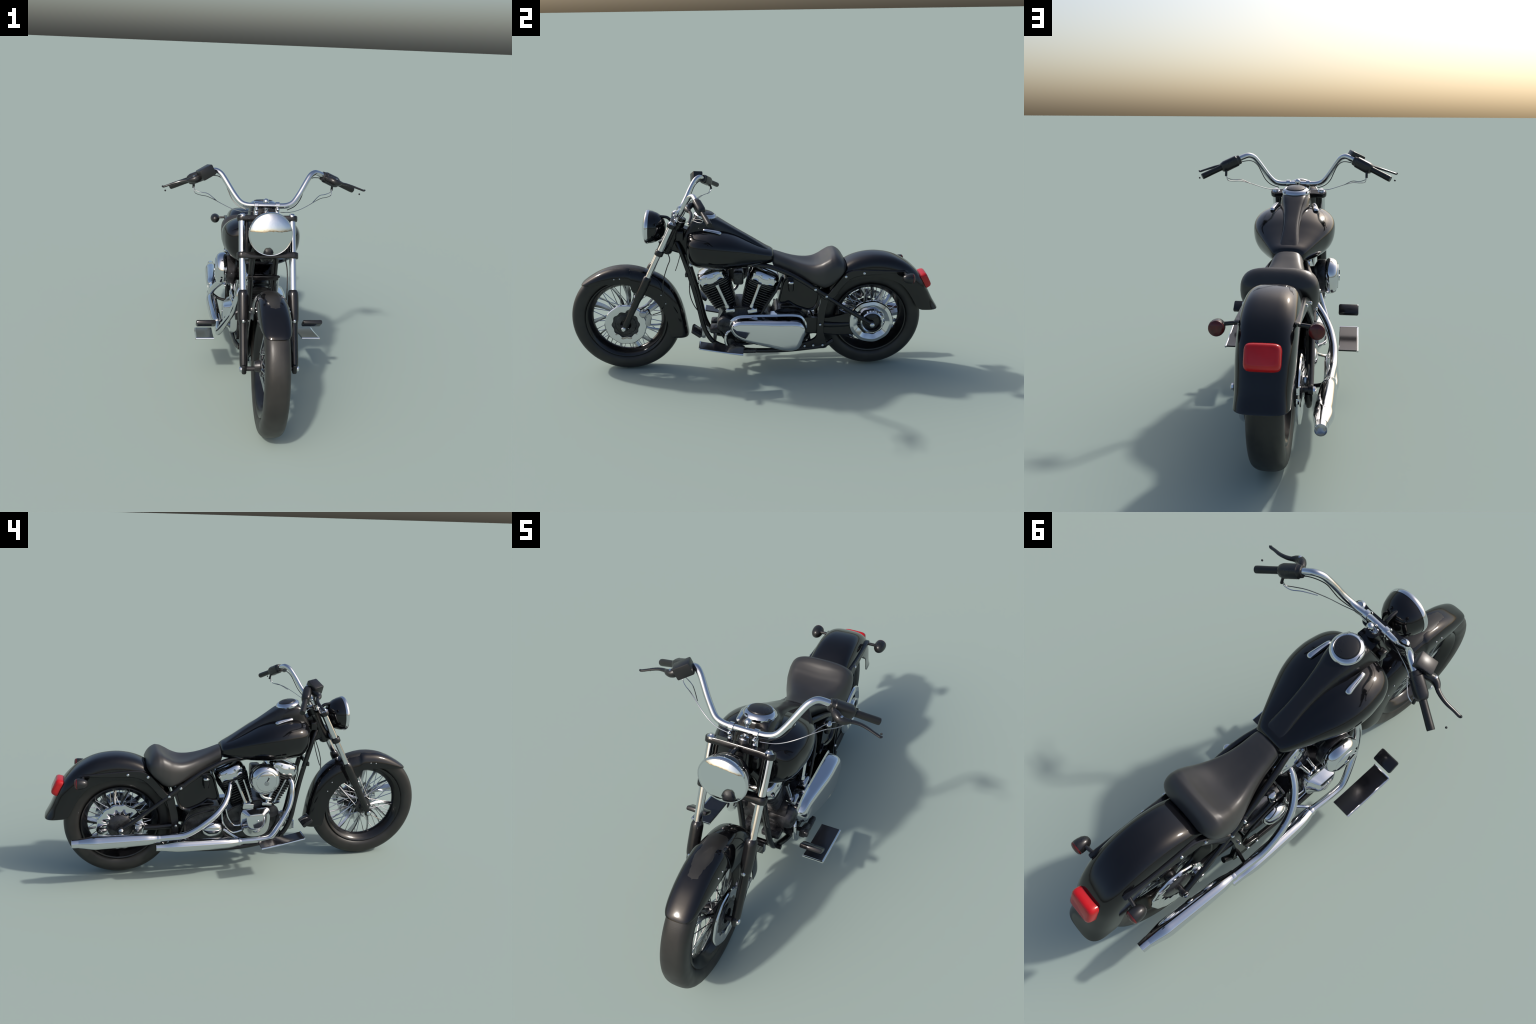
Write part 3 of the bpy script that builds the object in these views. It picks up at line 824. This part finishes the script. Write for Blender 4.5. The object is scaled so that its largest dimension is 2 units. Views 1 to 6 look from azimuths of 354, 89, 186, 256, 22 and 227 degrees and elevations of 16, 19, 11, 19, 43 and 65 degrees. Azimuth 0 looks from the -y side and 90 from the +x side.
# oil lines
tube("oil_line", [(-0.105, 0.110, 0.345), (-0.108, 0.106, 0.29), (-0.110, 0.088, 0.25), (-0.110, 0.05, 0.217), (-0.110, 0.003, 0.226)], 0.0048, M_CHROME, engine, seg=10)
tube("oil_line", [(-0.100, 0.088, 0.350), (-0.102, 0.075, 0.30), (-0.104, 0.045, 0.256), (-0.106, 0.005, 0.255)], 0.0048, M_CHROME, engine, seg=10)
tube("oil_line", [(-0.110, 0.100, 0.238), (-0.135, 0.06, 0.215), (-0.165, 0.02, 0.198)], 0.007, M_CHROME, engine, seg=10)
tube("vent_hose", [(-0.100, 0.335, 0.21), (-0.108, 0.315, 0.27), (-0.112, 0.28, 0.318), (-0.110, 0.22, 0.340), (-0.105, 0.15, 0.350)], 0.006, M_FRAME, engine, seg=10)

# primary cover (left)
pc = [(-0.128, 0.300), (-0.133, 0.262), (-0.108, 0.222), (-0.05, 0.195), (0.06, 0.172), (0.15, 0.152), (0.205, 0.150), (0.240, 0.168), (0.262, 0.215), (0.275, 0.262), (0.262, 0.302), (0.225, 0.326), (0.10, 0.329), (-0.02, 0.329), (-0.09, 0.325)]
o_ = spline(pc, 4, True)
bm = bmesh.new()
rings = []
def off_ring(x, inset, dz=0.0, dy=0.0):
    rr = []
    n = len(o_)
    for i in range(n):
        t = Vector((o_[(i+1) % n][0] - o_[i-1][0], o_[(i+1) % n][1] - o_[i-1][1])).normalized()
        nrm = Vector((-t.y, t.x))
        rr.append((x, o_[i][0] + nrm.x*inset + dy, o_[i][1] + nrm.y*inset + dz))
    return rr
for x, ins, dz in ((0.070, -0.004, 0.012), (0.118, -0.006, 0.010), (0.123, 0.000, 0.006), (0.150, 0.0, 0.001), (0.166, 0.003, 0), (0.175, 0.009, 0), (0.180, 0.016, 0), (0.1825, 0.023, 0), (0.1835, 0.030, 0)):
    ring = off_ring(x, ins, dz)
    if x > 0.13:      # face leans in towards the front
        ring = [(p[0] - 0.030*max(0.0, (0.12 - p[1])/0.25)*min(1.0, (x - 0.123)/0.03), p[1], p[2]) for p in ring]
    rings.append(ring)
bm_loft(bm, rings)
finish("primary_cover", bm, M_CHROME, engine, angle=40)
# dark cases and brackets at the front of the engine
bm = bmesh.new()
bm_lathe(bm, [(0.0, 0.0), (0.030, 0.0), (0.044, 0.008), (0.048, 0.020), (0.048, 0.095), (0.042, 0.110), (0.028, 0.118), (0.0, 0.120)], (0.004, -0.158, 0.286), (1, 0, 0), 24)
bm_lathe(bm, [(0.0, 0.0), (0.034, 0.0), (0.040, 0.006), (0.040, 0.060), (0.0, 0.064)], (-0.072, -0.150, 0.300), (1, 0, 0), 24)
bm_lathe(bm, [(0.0, 0.0), (0.022, 0.0), (0.024, 0.006), (0.024, 0.040), (0.0, 0.043)], (0.078, -0.135, 0.185), (1, 0, 0), 16)
bm_box(bm, (0.045, -0.215, 0.240), (0.08, 0.06, 0.030), 0.008)
bm_lathe(bm, [(0.0, 0.0), (0.030, 0.0), (0.034, 0.010), (0.030, 0.024), (0.0, 0.028)], (-0.078, -0.165, 0.315), (-1, 0, 0), 20)
bm_box(bm, (-0.050, -0.215, 0.235), (0.06, 0.06, 0.045), 0.01)
finish("engine_mount", bm, M_CASE, engine)
# footboard brackets and control linkage on the left
bm = bmesh.new()
bm_box(bm, (0.146, -0.095, 0.166), (0.030, 0.075, 0.040), 0.009, Matrix.Rotation(radians(-18), 3, 'X'))
bm_box(bm, (0.150, -0.035, 0.150), (0.026, 0.080, 0.022), 0.007)
bm_lathe(bm, [(0.0, 0.0), (0.016, 0.0), (0.018, 0.006), (0.016, 0.020), (0.0, 0.023)], (0.150, -0.118, 0.176), (1, 0, 0), 16)
bm_tube(bm, [(0.09, -0.09, 0.150), (0.135, -0.085, 0.155)], 0.010, 12, 1)
finish("footboard_bracket", bm, M_CASE, engine)
tube("shift_rod", [(0.108, -0.128, 0.258), (0.118, -0.152, 0.240), (0.122, -0.160, 0.205), (0.122, -0.150, 0.165), (0.124, -0.138, 0.145)], 0.0095, M_CHROME, engine, seg=10)
tube("hose", [(0.075, 0.150, 0.545), (0.095, 0.12, 0.48), (0.105, 0.06, 0.39), (0.105, 0.035, 0.345)], 0.007, M_FRAME, engine, seg=10)
# voltage regulator on the front crossmember
bm = bmesh.new()
bm_box(bm, (0, -0.283, 0.205), (0.085, 0.020, 0.050), 0.004)
for i in range(6):
    bm_box(bm, (0, -0.297, 0.186 + i*0.0078), (0.080, 0.016, 0.003), 0.0)
bm_lathe(bm, [(0.0, 0.0), (0.016, 0.0), (0.018, 0.014), (0.0, 0.018)], (0.045, -0.262, 0.235), (1, 0, 0), 14)
finish("voltage_regulator", bm, M_STEEL, bike)

# ------------------------------------------------------------------ oil tank
ot = spline([(0.125, 0.405), (0.138, 0.47), (0.155, 0.530), (0.185, 0.548), (0.24, 0.53), (0.34, 0.465), (0.352, 0.43), (0.335, 0.372), (0.30, 0.352), (0.25, 0.366), (0.21, 0.385), (0.18, 0.405), (0.155, 0.398)], 4, True)
oil = plate("oil_tank", [(y, z + 0.010) for y, z in ot], -0.118, 0.116, M_PAINT, bike, bevel=0.012, angle=50)
for s, x in ((1, 0.120), (-1, -0.122)):
    bm = bmesh.new()
    bm_lathe(bm, [(0.0, -0.045), (0.013, -0.045), (0.016, -0.03), (0.016, 0.0), (0.0, 0.0)], (x, 0.195, 0.526), (0, 0, 1), 18)
    finish("filler_neck", bm, M_PAINT, oil)
    lathe("oil_cap", [(0.0, 0.0), (0.0175, 0.0), (0.0175, 0.006), (0.014, 0.010), (0.0, 0.011)], (x, 0.195, 0.525), (0, 0, 1), M_CHROME, oil, seg=18)

# ------------------------------------------------------------------ exhaust
ex1 = tube("exhaust_pipe", [(-0.055, -0.242, 0.486), (-0.082, -0.262, 0.478), (-0.098, -0.268, 0.446), (-0.110, -0.265, 0.400), (-0.126, -0.248, 0.350), (-0.146, -0.216, 0.300), (-0.167, -0.173, 0.245),
                            (-0.178, -0.143, 0.212), (-0.180, -0.115, 0.200), (-0.179, -0.06, 0.196), (-0.176, 0.0, 0.193), (-0.174, 0.03, 0.192)], 0.0155, M_CHROME, bike, seg=18)
tube("muffler", [(-0.174, 0.012, 0.191), (-0.174, 0.028, 0.191), (-0.176, 0.05, 0.191), (-0.180, 0.085, 0.192), (-0.184, 0.14, 0.194), (-0.189, 0.25, 0.197), (-0.192, 0.335, 0.199), (-0.194, 0.375, 0.200), (-0.196, 0.42, 0.201), (-0.197, 0.462, 0.202)],
     [0.0165, 0.0180, 0.0225, 0.0275, 0.0295, 0.0305, 0.0305, 0.0270, 0.0200, 0.0175], M_CHROME, ex1, seg=28)
ex2 = tube("exhaust_pipe", [(-0.055, 0.050, 0.482), (-0.078, 0.062, 0.475), (-0.100, 0.070, 0.455), (-0.126, 0.084, 0.425), (-0.155, 0.113, 0.387), (-0.178, 0.155, 0.350), (-0.192, 0.21, 0.314), (-0.197, 0.265, 0.281),
                            (-0.197, 0.310, 0.261), (-0.195, 0.345, 0.254), (-0.192, 0.40, 0.251), (-0.189, 0.46, 0.248)], [0.0160]*8 + [0.0165, 0.017, 0.0175, 0.018], M_CHROME, bike, seg=18)
bm = bmesh.new()
bm_tube(bm, [(-0.190, 0.440, 0.248), (-0.189, 0.460, 0.248), (-0.188, 0.485, 0.247), (-0.187, 0.52, 0.247), (-0.184, 0.62, 0.246), (-0.181, 0.72, 0.245), (-0.180, 0.765, 0.245), (-0.178, 0.81, 0.245), (-0.177, 0.838, 0.245)],
        [0.0195, 0.0215, 0.0265, 0.0305, 0.0335, 0.0350, 0.0350, 0.0275, 0.0228], 28, 4)
bm_lathe(bm, [(0.0227, -0.036), (0.0214, -0.010), (0.0210, 0.0), (0.0198, 0.0008), (0.0188, -0.002), (0.0188, -0.036), (0.0227, -0.036)], (-0.1765, 0.873, 0.245), (-0.02, 1, 0), 28)
finish("muffler", bm, M_CHROME, ex2, angle=50)
tube("muffler_baffle", [(-0.177, 0.835, 0.245), (-0.1768, 0.842, 0.245)], 0.0192, M_STEEL, ex2, seg=24, sub=1)
for c in ((-0.174, 0.030, 0.191), (-0.190, 0.448, 0.248)):
    lathe("pipe_clamp", [(0.017, -0.008), (0.0205, -0.008), (0.0215, 0.0), (0.0205, 0.008), (0.017, 0.008), (0.017, -0.008)], c, (0, 1, 0), M_CHROME, ex2, seg=20)
tube("muffler_bracket", [(-0.10, 0.36, 0.19), (-0.15, 0.37, 0.20), (-0.185, 0.38, 0.222)], 0.008, M_FRAME, bike, seg=10)

# ------------------------------------------------------------------ floorboards and pedals
for s in (1, -1):
    nx, ny = 2, 12
    bm = bmesh.new()
    def zz(u):
        return 0.199 + 0.040*(1 - u)**1.15
    rings = []
    for j in range(ny + 1):
        u = j/ny
        y = -0.289 + 0.226*u
        z = zz(u)
        rings.append([(0.209*s, y, z), (0.2115*s, y, z + 0.0022), (0.2875*s, y, z + 0.0022), (0.290*s, y, z), (0.290*s, y, z - 0.004), (0.209*s, y, z - 0.004)])
    bm_loft(bm, rings)
    fb = finish("footboard", bm, M_BOARD, bike, angle=30)
    bm = bmesh.new()
    bm_tube(bm, [(0.2915*s, -0.289 + 0.226*j/8, zz(j/8) - 0.0030) for j in range(9)], 0.0048, 8, 1)
    bm_tube(bm, [(0.208*s, -0.2895, zz(0) - 0.001), (0.292*s, -0.2895, zz(0) - 0.001)], 0.0045, 8, 1)
    finish("footboard_trim", bm, M_CHROME, fb)
    bm = bmesh.new()
    R_ = Matrix.Rotation(radians(-36), 3, 'X')
    bm_box(bm, (0.248*s, -0.301, 0.319), (0.092, 0.058, 0.020), 0.007, R_)
    finish("foot_pedal", bm, M_PEDAL, bike)

# ------------------------------------------------------------------ lights at the back
R_ = Matrix.Rotation(radians(-62), 3, 'X')
bm = bmesh.new()
TN = Vector((0, 0.90, 0.43)).normalized()
TU = Vector((0, -0.43, 0.90)).normalized()
tc_ = Vector((0, 0.914, 0.487))
rings = []
for d, sx_, sz_ in ((-0.012, 1.0, 1.0), (0.010, 1.0, 1.0), (0.022, 0.985, 0.97), (0.030, 0.94, 0.90), (0.035, 0.85, 0.78), (0.037, 0.7, 0.6)):
    ring = []
    for k in range(40):
        a = 2*pi*k/40
        ring.append(tc_ + TN*d + Vector((spow(cos(a), 0.35)*0.058*sx_, 0, 0)) + TU*spow(sin(a), 0.38)*0.044*sz_)
    rings.append(ring)
bm_loft(bm, rings)
finish("tail_light", bm, M_RED, rf, angle=50)
for s in (1, -1):
    c = Vector((0.158*s, 0.830, 0.550))
    ts = lathe("turn_signal", [(0.0, -0.052), (0.010, -0.050), (0.018, -0.043), (0.0235, -0.032), (0.0262, -0.018), (0.027, -0.006), (0.0265, 0.0), (0.0, 0.0)], c, (0, 1, 0), M_PLASTIC, rf, seg=28)
    lathe("signal_lens", [(0.0, 0.0005), (0.0262, 0.0005), (0.0255, 0.006), (0.020, 0.011), (0.010, 0.0135), (0.0, 0.014)], c, (0, 1, 0), M_DARKRED, ts, seg=28)
    tube("signal_stem", [(0.096*s, 0.800, 0.562), (0.14*s, 0.806, 0.558)], 0.007, M_PLASTIC, ts, seg=12, sub=1)

# ------------------------------------------------------------------ loose cables at the front
tube("brake_line", [(0.075, -0.455, 0.70), (0.088, -0.440, 0.660), (0.094, -0.455, 0.62), (0.094, -0.475, 0.56), (0.092, -0.485, 0.50), (0.090, -0.48, 0.43), (0.088, -0.495, 0.37), (0.085, -0.55, 0.345)], 0.0026, M_PLASTIC, bike, seg=8)
tube("throttle_cable", [(-0.03, -0.40, 0.70), (-0.05, -0.395, 0.66), (-0.055, -0.41, 0.60), (-0.05, -0.43, 0.545)], 0.0022, M_PLASTIC, bike, seg=8)
tube("clutch_cable", [(0.060, -0.345, 0.52), (0.068, -0.345, 0.45), (0.068, -0.325, 0.385), (0.065, -0.295, 0.34)], 0.0028, M_PLASTIC, bike, seg=8)

for o in bpy.data.objects:
    if "_w" in o:
        del o["_w"]
